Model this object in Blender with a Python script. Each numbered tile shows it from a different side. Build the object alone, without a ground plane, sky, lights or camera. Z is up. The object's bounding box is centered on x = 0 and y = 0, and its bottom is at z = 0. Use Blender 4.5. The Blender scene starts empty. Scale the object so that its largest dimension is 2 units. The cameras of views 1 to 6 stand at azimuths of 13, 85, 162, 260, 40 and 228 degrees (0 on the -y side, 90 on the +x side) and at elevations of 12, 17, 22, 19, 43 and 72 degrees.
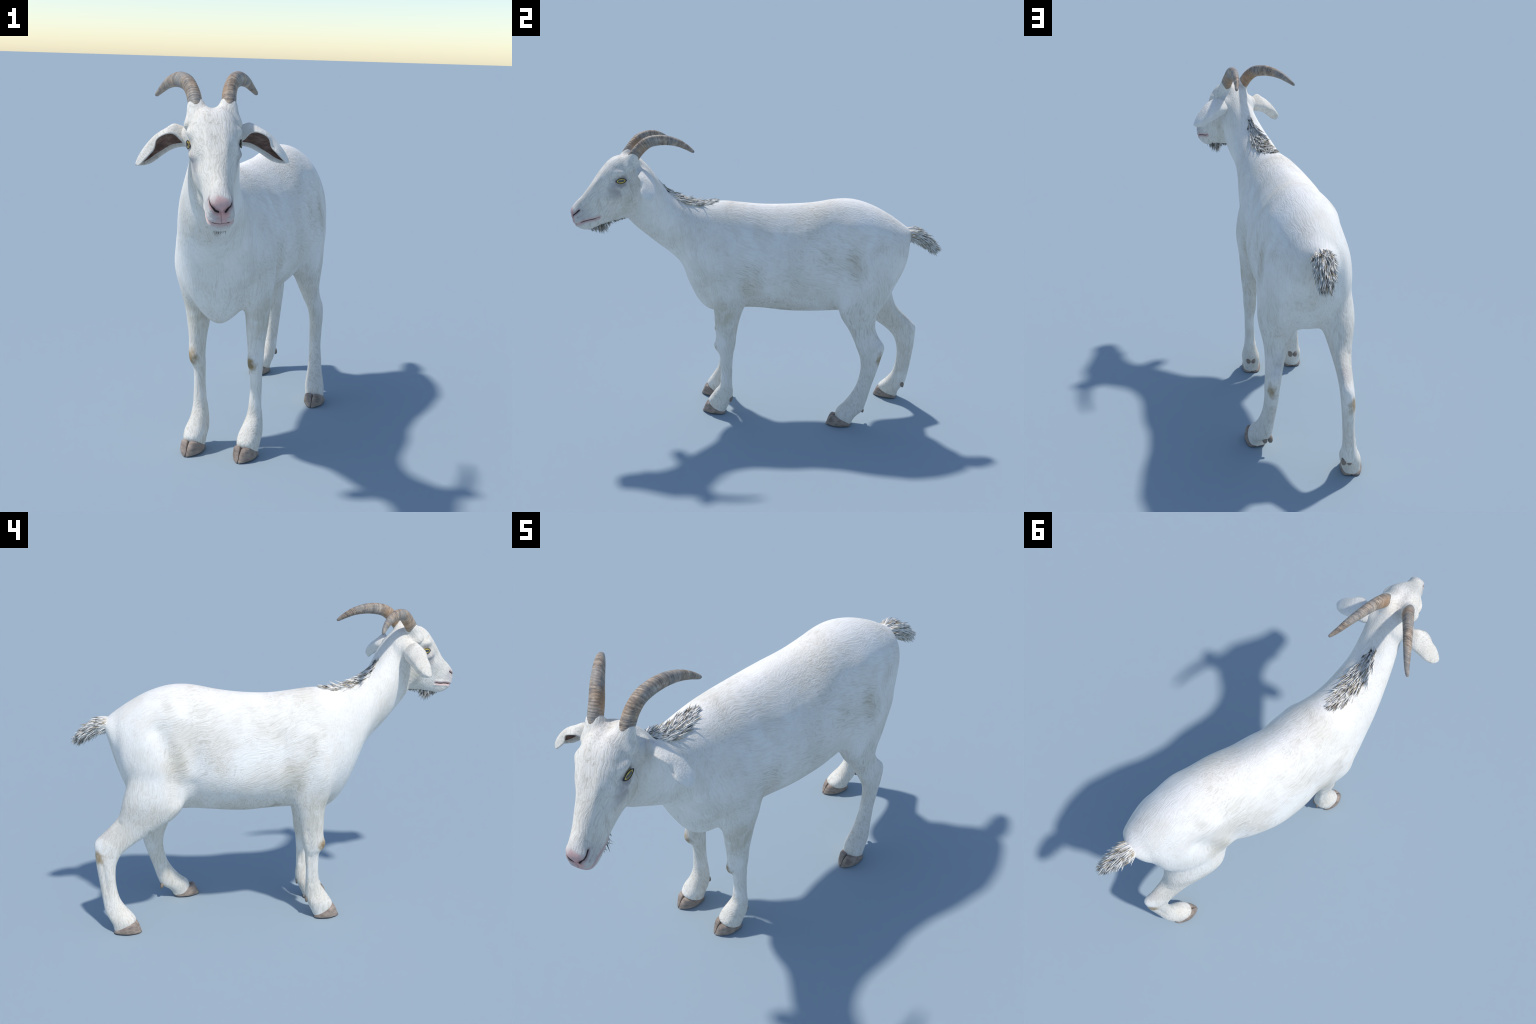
"""White goat standing, head turned a little to its left.  Every part is built
from profiles, lofted cross-sections and rules; z up, metres."""
import bpy, math, random
import numpy as np
from mathutils import Vector, Matrix

RNG = np.random.default_rng(7)
V = lambda *a: np.array(a, float)

# ------------------------------------------------------------------ helpers
def unit(v):
    v = np.asarray(v, float)
    return v / (np.linalg.norm(v, axis=-1, keepdims=True) + 1e-12)

def catmull(pts, sub):
    """Smooth (chordal Catmull-Rom) resampling of rows of control values."""
    p = np.asarray(pts, float)
    n = len(p)
    out = []
    ext = np.vstack([2 * p[0] - p[1], p, 2 * p[-1] - p[-2]])
    for i in range(n - 1):
        a, b, c, d = ext[i:i + 4]
        for t in np.linspace(0, 1, sub, endpoint=False):
            out.append(.5 * ((2 * b) + (c - a) * t + (2 * a - 5 * b + 4 * c - d) * t * t
                             + (3 * b - a - 3 * c + d) * t ** 3))
    out.append(p[-1])
    return np.array(out)

def smoothstep(a, b, x):
    t = np.clip((np.asarray(x, float) - a) / (b - a), 0, 1)
    return t * t * (3 - 2 * t)

def loft_faces(rings, m, cap=True):
    f = []
    for i in range(rings - 1):
        for j in range(m):
            k = (j + 1) % m
            f.append((i * m + j, i * m + k, (i + 1) * m + k, (i + 1) * m + j))
    if cap:
        f.append(tuple(range(m - 1, -1, -1)))
        f.append(tuple((rings - 1) * m + j for j in range(m)))
    return f

def make_mesh(name, verts, faces, mats=(), smooth=True):
    me = bpy.data.meshes.new(name)
    me.from_pydata([tuple(v) for v in verts], [], faces)
    me.validate()
    me.update()
    if smooth:
        me.polygons.foreach_set('use_smooth', [True] * len(me.polygons))
    for m in mats:
        me.materials.append(m)
    return me

def link(name, me, parent=None):
    ob = bpy.data.objects.new(name, me)
    bpy.context.collection.objects.link(ob)
    if parent is not None:
        ob.parent = parent
    return ob

def outward(me):
    """Recalculate face normals to the outside."""
    import bmesh
    bm = bmesh.new()
    bm.from_mesh(me)
    bmesh.ops.recalc_face_normals(bm, faces=bm.faces)
    bm.to_mesh(me)
    bm.free()

def spow(c, e):
    return np.sign(c) * np.abs(c) ** e

def ring(top, bot, lat, hw, wz=.5, nt=2.0, nb=2.0, m=40, nt_left=None):
    """Closed cross-section between a top and a bottom point, widest at the
    fraction wz of its height, with separate roundness above and below."""
    top, bot, lat = map(np.asarray, (top, bot, lat))
    c = bot + (top - bot) * wz
    th = np.linspace(0, 2 * np.pi, m, endpoint=False)
    x = np.cos(th)
    y = np.sin(th)
    up = y >= 0
    n = np.where(up, np.where(x > 0, nt if nt_left is None else nt_left, nt), nb)
    X = spow(x, 2 / n) * hw
    Y = spow(y, 2 / n)
    hgt = np.where(up[:, None], (top - c)[None], (c - bot)[None])
    return c[None] + X[:, None] * lat[None] + Y[:, None] * hgt

# --------------------------------------------------------------- head frame
HO = V(.039, -.767, 1.352)                       # midway between the eyes
HF = unit(V(.342, -.94, 0))                      # forward
HL = unit(V(-HF[1], HF[0], .035))                # towards the goat's left
HU = np.cross(HF, -HL) * 1.0
HU = unit(HU if HU[2] > 0 else -HU)

def H(p):
    """head-local (left, forward, up) -> world"""
    p = np.asarray(p, float)
    return HO + p[..., 0:1] * HL + p[..., 1:2] * HF + p[..., 2:3] * HU

def to_head(w):
    d = np.asarray(w, float) - HO
    return np.stack([d @ HL, d @ HF, d @ HU], -1)

# --------------------------------------------------------- trunk and neck
# y_top z_top  y_bot z_bot  x_mid  x_lean_of_belly  half_width  widest  round_top round_bot
TRUNK = [
    (.838, 1.072, .820, 1.030, .044, 0, .026, .5, 2, 2),
    (.800, 1.096, .797, .925, .043, 0, .078, .5, 2, 2),
    (.755, 1.127, .764, .800, .046, 0, .120, .48, 2.0, 2),
    (.690, 1.168, .714, .700, .041, 0, .160, .45, 2.0, 2),
    (.600, 1.213, .630, .645, .030, -.002, .193, .42, 2.0, 2),
    (.500, 1.241, .500, .612, .015, -.008, .200, .40, 2.05, 2.0),
    (.400, 1.240, .400, .601, .008, -.006, .196, .40, 2.05, 1.85),
    (.280, 1.215, .280, .591, -.011, -.006, .206, .39, 2.05, 1.8),
    (.150, 1.198, .150, .587, -.038, -.006, .210, .39, 2.1, 1.8),
    (.020, 1.191, .020, .594, -.057, -.006, .205, .41, 2.1, 1.75),
    (-.100, 1.198, -.090, .592, -.067, -.004, .195, .42, 2.05, 1.75),
    (-.190, 1.206, -.185, .575, -.071, 0, .182, .44, 2.0, 1.55),
    (-.270, 1.202, -.264, .571, -.073, 0, .169, .47, 2.0, 1.58),
    (-.340, 1.200, -.334, .631, -.069, 0, .154, .48, 2.05, 1.7),
    (-.410, 1.215, -.391, .743, -.063, 0, .140, .49, 2.05, 1.68),
    (-.472, 1.246, -.428, .846, -.055, 0, .126, .51, 2.0, 1.65),
    (-.522, 1.286, -.490, .917, -.042, 0, .111, .52, 2.0, 1.7),
    (-.556, 1.335, -.560, .976, -.026, 0, .100, .53, 2.0, 1.75),
    (-.590, 1.387, -.620, 1.030, -.008, 0, .092, .55, 2.0, 1.8),
    (-.625, 1.430, -.680, 1.085, .009, 0, .084, .56, 2.0, 1.9),
    (-.665, 1.455, -.735, 1.150, .025, 0, .074, .56, 2.0, 1.9),
]

def trunk_rings():
    s = catmull(TRUNK, 5)
    mid = np.stack([s[:, 4], (s[:, 0] + s[:, 2]) / 2], 1)
    tan = np.gradient(mid, axis=0)
    R = []
    for r, t in zip(s, tan):
        lat = unit(V(-t[1], t[0], 0))
        if lat[0] < 0:
            lat = -lat
        R.append(ring(V(r[4], r[0], r[1]), V(r[4] + r[5], r[2], r[3]), lat, r[6], r[7], r[8], r[9], 48,
                      r[8] - .42 * smoothstep(-.15, .05, r[0]) * smoothstep(.36, .18, r[0])))
    return R

# -------------------------------------------------------------------- legs
# each section: front point (x y z), back point (x y z), half width, roundness
LEG_FRONT_LEFT = [
    (.050, -.225, 1.02, .040, -.090, 1.04, .055, 2.2),
    (.054, -.268, .92, .050, -.060, .92, .075, 2.4),
    (.056, -.282, .80, .056, -.040, .79, .078, 2.4),
    (.062, -.270, .70, .064, -.060, .69, .063, 2.3),
    (.069, -.258, .62, .070, -.092, .62, .050, 2.2),
    (.070, -.252, .55, .071, -.112, .55, .044, 2.2),
    (.070, -.245, .485, .070, -.124, .485, .036, 2.2),
    (.070, -.243, .45, .070, -.127, .45, .033, 2.2),
    (.070, -.246, .420, .070, -.130, .42, .0325, 2.2),
    (.069, -.241, .390, .071, -.135, .39, .030, 2.2),
    (.071, -.226, .365, .073, -.142, .365, .0265, 2.2),
    (.073, -.218, .337, .074, -.144, .337, .025, 2.2),
    (.073, -.213, .285, .074, -.147, .285, .0245, 2.2),
    (.071, -.212, .234, .073, -.147, .234, .026, 2.2),
    (.068, -.215, .175, .073, -.146, .175, .031, 2.2),
    (.061, -.238, .140, .073, -.141, .130, .038, 2.2),
    (.052, -.263, .100, .070, -.147, .088, .046, 2.4),
    (.048, -.279, .070, .065, -.160, .055, .046, 2.4),
    (.047, -.266, .040, .063, -.174, .024, .043, 2.5),
    (.047, -.262, .020, .062, -.178, .007, .041, 2.5),
]
LEG_FRONT_RIGHT = [
    (-.188, -.228, 1.02, -.184, -.090, 1.04, .055, 2.2),
    (-.190, -.270, .92, -.186, -.060, .92, .068, 2.4),
    (-.194, -.282, .80, -.190, -.042, .79, .071, 2.4),
    (-.193, -.266, .70, -.191, -.056, .69, .061, 2.3),
    (-.188, -.243, .62, -.187, -.078, .62, .053, 2.2),
    (-.185, -.236, .55, -.184, -.099, .55, .045, 2.2),
    (-.184, -.234, .49, -.184, -.110, .49, .037, 2.2),
    (-.185, -.234, .455, -.184, -.115, .455, .034, 2.2),
    (-.185, -.238, .42, -.183, -.123, .42, .033, 2.2),
    (-.183, -.231, .385, -.180, -.130, .385, .030, 2.2),
    (-.177, -.215, .362, -.176, -.135, .362, .0260, 2.2),
    (-.173, -.210, .335, -.174, -.138, .335, .0245, 2.2),
    (-.172, -.208, .284, -.172, -.142, .284, .0245, 2.2),
    (-.171, -.209, .240, -.169, -.143, .240, .027, 2.2),
    (-.169, -.217, .185, -.166, -.142, .185, .031, 2.2),
    (-.170, -.243, .138, -.163, -.140, .130, .038, 2.2),
    (-.177, -.267, .098, -.167, -.149, .086, .047, 2.4),
    (-.181, -.281, .068, -.171, -.161, .054, .046, 2.4),
    (-.182, -.268, .040, -.172, -.175, .024, .043, 2.5),
    (-.182, -.264, .020, -.172, -.180, .007, .041, 2.5),
]
LEG_HIND_LEFT = [
    (.090, .470, 1.06, .075, .690, 1.08, .070, 2.2),
    (.126, .435, .95, .095, .725, .96, .096, 2.5),
    (.146, .405, .84, .108, .740, .84, .097, 2.8),
    (.150, .400, .75, .112, .715, .75, .089, 3.0),
    (.157, .412, .675, .128, .674, .68, .078, 3.0),
    (.162, .442, .605, .140, .637, .62, .063, 2.9),
    (.164, .483, .543, .152, .633, .554, .048, 2.6),
    (.172, .512, .485, .166, .650, .505, .039, 2.4),
    (.180, .530, .440, .184, .678, .460, .033, 2.2),
    (.186, .548, .396, .190, .681, .425, .032, 2.2),
    (.190, .556, .360, .192, .668, .375, .031, 2.2),
    (.191, .559, .330, .192, .655, .320, .030, 2.2),
    (.193, .556, .290, .193, .640, .268, .0285, 2.2),
    (.196, .546, .245, .195, .625, .220, .0285, 2.2),
    (.200, .532, .208, .199, .612, .172, .030, 2.2),
    (.204, .505, .163, .203, .598, .122, .034, 2.2),
    (.209, .470, .118, .210, .580, .078, .040, 2.4),
    (.214, .435, .086, .218, .543, .050, .045, 2.4),
    (.217, .424, .046, .223, .522, .024, .043, 2.5),
    (.217, .426, .022, .224, .520, .007, .041, 2.5),
]
LEG_HIND_RIGHT = [
    (-.050, .490, 1.06, -.025, .680, 1.08, .070, 2.2),
    (-.094, .450, .95, -.040, .692, .96, .082, 2.4),
    (-.120, .420, .84, -.052, .712, .85, .086, 2.5),
    (-.128, .425, .75, -.058, .733, .78, .088, 2.6),
    (-.138, .455, .675, -.061, .757, .710, .083, 2.7),
    (-.138, .511, .610, -.064, .772, .655, .067, 2.7),
    (-.131, .580, .562, -.060, .790, .606, .053, 2.5),
    (-.118, .650, .515, -.055, .832, .558, .041, 2.3),
    (-.107, .725, .468, -.049, .878, .515, .034, 2.2),
    (-.098, .785, .418, -.046, .909, .478, .032, 2.2),
    (-.094, .815, .366, -.050, .916, .425, .031, 2.2),
    (-.094, .825, .318, -.056, .915, .355, .0295, 2.2),
    (-.096, .827, .267, -.061, .908, .278, .0275, 2.2),
    (-.100, .823, .216, -.068, .902, .212, .028, 2.2),
    (-.107, .810, .165, -.075, .896, .158, .032, 2.2),
    (-.116, .785, .124, -.084, .889, .108, .040, 2.3),
    (-.128, .757, .090, -.095, .874, .076, .047, 2.4),
    (-.137, .740, .063, -.107, .858, .046, .047, 2.4),
    (-.136, .752, .038, -.111, .853, .024, .043, 2.5),
    (-.136, .756, .020, -.111, .852, .007, .041, 2.5),
]

def leg_rings(sec):
    s = catmull(sec, 4)
    R = []
    for r in s:
        f, b = r[0:3], r[3:6]
        d = unit(f - b)
        lat = unit(np.cross(d, V(0, 0, 1)))
        if lat[0] < 0:
            lat = -lat
        R.append(ring(f, b, lat, r[6], .5, r[7], r[7], 32))
    return R

# -------------------------------------------------------------------- head
# top (forward, up)  bottom (forward, up)  half width  widest  round_top round_bot
SKULL = [
    (-.165, .060, -.150, -.150, .068, .58, 2.0, 2.0),
    (-.115, .108, -.120, -.185, .080, .60, 2.2, 1.9),
    (-.060, .124, -.085, -.205, .080, .62, 2.4, 1.9),
    (-.005, .118, -.045, -.216, .082, .64, 2.6, 1.8),
    (.036, .096, -.008, -.222, .082, .66, 2.6, 1.62),
    (.077, .053, .030, -.230, .073, .66, 2.5, 1.65),
    (.117, .003, .065, -.237, .060, .64, 2.2, 1.75),
    (.154, -.040, .103, -.246, .051, .57, 2.1, 2.1),
    (.188, -.080, .138, -.256, .0465, .50, 2.1, 2.5),
    (.218, -.107, .166, -.262, .0435, .45, 2.2, 2.7),
    (.238, -.130, .192, -.259, .0425, .45, 2.3, 2.7),
    (.2495, -.153, .214, -.249, .039, .47, 2.4, 2.6),
    (.2505, -.173, .232, -.232, .026, .5, 2.2, 2.2),
]

def skull_rings():
    R = []
    for r in catmull(SKULL, 4):
        R.append(H(ring(V(0, r[0], r[1]), V(0, r[2], r[3]), V(1, 0, 0), r[4], r[5], r[6], r[7], 40)))
    return R

def tube_rings(path, radii, flat=1.0, m=20, up=V(0, 0, 1)):
    p = np.asarray(path, float)
    t = unit(np.gradient(p, axis=0))
    R = []
    for c, d, r in zip(p, t, radii):
        a = unit(np.cross(d, up))
        b = np.cross(a, d)
        th = np.linspace(0, 2 * np.pi, m, endpoint=False)
        R.append(c + r * (np.cos(th)[:, None] * a + flat * np.sin(th)[:, None] * b))
    return R

def horn_stub(s):
    return [H(r) for r in tube_rings([V(s * .040, -.050, .06), V(s * .047, -.063, .095), V(s * .054, -.078, .122), V(s * .057, -.086, .133)],
                                     [.048, .037, .029, .025], 1.15, 24, up=V(1, 0, 0))]

def ear_stub(s):
    return [H(r) for r in tube_rings([V(s * .045, -.098, .012), V(s * .072, -.108, .016), V(s * .090, -.116, .014), V(s * .101, -.119, .012), V(s * .106, -.120, .012)],
                                     [.060, .048, .036, .026, .014], 1.0, 24, up=V(0, 1, 0))]

# ----------------------------------------------- fuse, smooth and sculpt
def fuse(ring_sets, voxel):
    verts, faces = [], []
    for R in ring_sets:
        o = len(verts)
        m = len(R[0])
        verts += [v for r in R for v in r]
        faces += [tuple(o + i for i in f) for f in loft_faces(len(R), m)]
    me = make_mesh('fused', verts, faces)
    outward(me)
    ob = link('fused', me)
    md = ob.modifiers.new('voxels', 'REMESH')
    md.mode = 'VOXEL'
    md.voxel_size = voxel
    dg = bpy.context.evaluated_depsgraph_get()
    dg.update()
    out = bpy.data.meshes.new_from_object(ob.evaluated_get(dg))
    bpy.data.objects.remove(ob)
    return out

class Skin:
    def __init__(self, me):
        n = len(me.vertices)
        co = np.empty(n * 3)
        me.vertices.foreach_get('co', co)
        self.P = co.reshape(-1, 3)
        self.me = me
        e = np.empty(len(me.edges) * 2, int)
        me.edges.foreach_get('vertices', e)
        e = e.reshape(-1, 2)
        src = np.r_[e[:, 0], e[:, 1]]
        dst = np.r_[e[:, 1], e[:, 0]]
        o = np.argsort(src, kind='stable')
        src, dst = src[o], dst[o]
        deg = np.bincount(src, minlength=n)
        start = np.r_[0, np.cumsum(deg)[:-1]]
        K = 8
        nb = np.repeat(np.arange(n)[:, None], K, 1)
        w = np.zeros((n, K))
        for k in range(K):
            ok = deg > k
            nb[ok, k] = dst[start[ok] + k]
            w[ok, k] = 1
        self.nb, self.w = nb, w / w.sum(1, keepdims=True)

    def smooth(self, mask, its, lam=.5):
        idx = np.nonzero(mask > .01)[0]
        nb, w, mk = self.nb[idx], self.w[idx][:, :, None], mask[idx][:, None] * lam
        for _ in range(its):
            avg = (self.P[nb] * w).sum(1)
            self.P[idx] += mk * (avg - self.P[idx])

    def normals(self):
        self.me.vertices.foreach_set('co', self.P.ravel())
        self.me.update()
        n = np.empty(len(self.P) * 3)
        self.me.vertices.foreach_get('normal', n)
        return n.reshape(-1, 3)

def blob(P, c, r):
    d = (P - np.asarray(c)) / np.asarray(r)
    return np.exp(-(d * d).sum(-1))

def seg_dist(P, pts):
    """distance to a polyline"""
    pts = np.asarray(pts, float)
    best = np.full(len(P), 9.)
    for a, b in zip(pts[:-1], pts[1:]):
        t = np.clip(((P - a) @ (b - a)) / ((b - a) @ (b - a)), 0, 1)
        best = np.minimum(best, np.linalg.norm(P - a - t[:, None] * (b - a), axis=1))
    return best

MOUTH_SIDE = [(.048, .116, -.198), (.046, .155, -.203), (.041, .190, -.208), (.031, .217, -.216), (.015, .234, -.229)]
MOUTH = [(-x_, f_, u_) for x_, f_, u_ in MOUTH_SIDE] + [(0, .2385, -.234)] + MOUTH_SIDE[::-1]
def nostril(s):
    return [(s * .034, .217, -.150), (s * .033, .232, -.163), (s * .024, .245, -.176), (s * .012, .250, -.186)]

def snap(pts, path, sub=4):
    """pull a guide line onto the nearest skin points (head frame)"""
    dense = catmull(path, sub)
    near = pts[(np.abs(pts - dense.mean(0)) < .2).all(1)]
    hit = np.array([near[np.argmin(((near - q) ** 2).sum(1))] for q in dense])
    for _ in range(3):
        hit[1:-1] = .25 * hit[:-2] + .5 * hit[1:-1] + .25 * hit[2:]
    return hit[::2]

def build_skin():
    sets = [trunk_rings(), leg_rings(LEG_FRONT_LEFT), leg_rings(LEG_FRONT_RIGHT), leg_rings(LEG_HIND_LEFT),
            leg_rings(LEG_HIND_RIGHT), skull_rings(), horn_stub(1), horn_stub(-1), ear_stub(1), ear_stub(-1)]
    sk = Skin(fuse(sets, .0036))
    P = sk.P
    sk.smooth(np.ones(len(P)), 6)
    # joints between trunk, limbs, neck and head run into one another
    m = np.zeros(len(P))
    for c, r, a in [((.10, -.16, .78), (.14, .22, .26), 1), ((-.24, -.16, .78), (.14, .22, .26), 1),
                    ((.18, .56, 1.02), (.14, .22, .20), 1), ((-.15, .58, 1.02), (.14, .22, .20), 1),
                    ((.20, .46, .76), (.10, .16, .16), .35), ((-.18, .46, .76), (.10, .16, .16), .35),
                    ((.20, .64, .80), (.14, .14, .16), .8), ((-.16, .66, .78), (.14, .14, .18), .9),
                    ((.02, .62, .68), (.12, .22, .16), 1), ((-.06, -.15, .60), (.10, .16, .10), .8),
                    ((.04, .80, 1.05), (.10, .07, .10), .8)]:
        m = np.maximum(m, a * np.minimum(1, 1.8 * blob(P, c, r)))
    sk.smooth(m, 160)
    h = to_head(P)
    m = np.minimum(1, 1.5 * np.maximum(blob(h, (0, -.13, -.10), (.16, .09, .20)), 0))
    for s in (1, -1):
        m = np.maximum(m, .9 * blob(h, (s * .07, -.10, .02), (.045, .06, .06)))
        m = np.maximum(m, .8 * blob(h, (s * .045, -.06, .10), (.05, .05, .035)))
    sk.smooth(m, 60)
    # ---- sculpting
    N = sk.normals()
    P = sk.P
    h = to_head(P)
    d = np.zeros(len(P))
    for s in (1, -1):
        d += .006 * blob(h, (s * .080, -.155, -.010), (.040, .045, .050))     # side of the nape
        d += .009 * blob(h, (s * .078, -.048, .052), (.03, .028, .028))      # temple, between horn and ear
        d -= .0035 * blob(h, (s * .080, .042, .004), (.02, .016, .018))       # corner of the eye
        d += .0125 * blob(h, (s * .080, .004, .037), (.022, .034, .016))      # brow
        d += .0095 * blob(h, (s * .078, .030, -.036), (.020, .045, .014))     # cheek bone
        d -= .0075 * blob(h, (s * .058, .085, -.048), (.022, .050, .028))     # hollow before the eye
        d -= .0060 * blob(h, (s * .062, .060, -.150), (.025, .050, .040))     # cheek hollow
        d += .0085 * blob(h, (s * .065, -.035, -.135), (.030, .040, .055))    # jaw muscle
        jaw = seg_dist(h, [(s * .082, -.088, -.06), (s * .074, -.086, -.12), (s * .066, -.074, -.175), (s * .045, -.035, -.225)])
        d -= .0075 * np.exp(-(jaw / .016) ** 2)                               # edge of the jaw
        d += .0035 * blob(h, (s * .030, .120, .000), (.012, .085, .06))       # side of the nasal bone
        d += .0035 * blob(h, (s * .036, .235, -.150), (.014, .018, .016))     # nostril wing
        q = seg_dist(h, snap(h, nostril(s)))
        d -= .0065 * np.exp(-(q / .0038) ** 2)
    d -= .012 * blob(h, (0, -.050, .125), (.022, .060, .03))                   # dip between the horns
    mouth = snap(h, MOUTH)
    q = seg_dist(h, mouth)
    d -= .0055 * np.exp(-(q / .0040) ** 2)
    q2 = seg_dist(h, snap(h, [(p[0], p[1], p[2] + .011) for p in MOUTH]))
    d += .0034 * np.exp(-(q2 / .007) ** 2)
    q2 = seg_dist(h, snap(h, [(p[0], p[1] - .004, p[2] - .010) for p in MOUTH]))
    d += .0026 * np.exp(-(q2 / .006) ** 2)
    d -= .003 * np.exp(-(seg_dist(h, [(0, .252, -.188), (0, .244, -.226)]) / .0035) ** 2)  # philtrum
    # trunk: flank hollow, stifle fold, ribs' swell, brisket keel, hip point
    side = smoothstep(.05, .12, np.abs(P[:, 0] - .0))
    yz = P[:, 1:]
    groove = seg_dist(yz, [(.575, 1.05), (.538, .96), (.512, .87), (.497, .79), (.485, .72)])
    lefty = smoothstep(-.05, .05, P[:, 0])
    d -= (.014 - .008 * lefty) * side * np.exp(-(groove / .050) ** 2)
    crease = seg_dist(yz, [(.420, .78), (.406, .71), (.415, .64)])
    d -= (.008 - .003 * lefty) * side * np.exp(-(crease / .030) ** 2)
    d += .009 * blob(P, (-.25, .20, .82), (.10, .15, .13))
    d -= .012 * blob(P, (-.21, .41, .88), (.09, .06, .16))
    d -= .011 * blob(P, (-.17, .53, .98), (.09, .11, .15))
    d -= .006 * blob(P, (.18, .35, .95), (.09, .08, .18))
    d += .014 * blob(P, (-.25, -.24, .88), (.09, .10, .17))                          # right shoulder blade
    d += .006 * side * blob(yz, (.455, .88), (.035, .09))                           # fold of the flank
    d += .008 * side * blob(P[:, 1:], (.47, 1.12), (.06, .05))                      # hip point
    sh = smoothstep(.06, .11, np.abs(P[:, 0] + .06))
    d -= .007 * sh * np.exp(-(seg_dist(yz, [(-.010, 1.00), (-.02, .90), (-.035, .80), (-.045, .72)]) / .048) ** 2)  # behind the shoulder
    d += .006 * sh * blob(P[:, 1:], (-.22, .80), (.05, .08))                         # point of shoulder
    # tendons: a shallow hollow on both sides of each cannon and above each hock
    for cx, hw, (y0, z0), (y1, z1), a, w in (
            (.073, .026, (-.166, .345), (-.166, .20), .0036, .010), (-.172, .026, (-.162, .345), (-.164, .20), .0036, .010),
            (.193, .030, (.618, .345), (.598, .23), .0036, .010), (-.075, .030, (.885, .36), (.875, .22), .0036, .010),
            (.164, .042, (.625, .560), (.650, .475), .0070, .016), (-.065, .042, (.795, .585), (.862, .505), .0070, .016),
            (.071, .036, (-.150, .50), (-.160, .40), .0030, .012), (-.183, .036, (-.142, .50), (-.152, .40), .0030, .012)):
        for s in (1, -1):
            q = seg_dist(P, [(cx + s * hw, y0, z0), (cx + s * hw, y1, z1)])
            d -= a * np.exp(-(q / w) ** 2)
    # knee and hock knobs
    for c, r, a in [((.066, -.245, .412), (.024, .02, .028), .006), ((-.186, -.238, .412), (.024, .02, .028), .006),
                    ((.19, .68, .445), (.03, .02, .03), .004), ((-.045, .915, .47), (.03, .02, .03), .004)]:
        d += a * blob(P, c, r)
    sk.P = P + N * d[:, None]
    sk.smooth(np.ones(len(P)), 2)
    return sk

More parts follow.
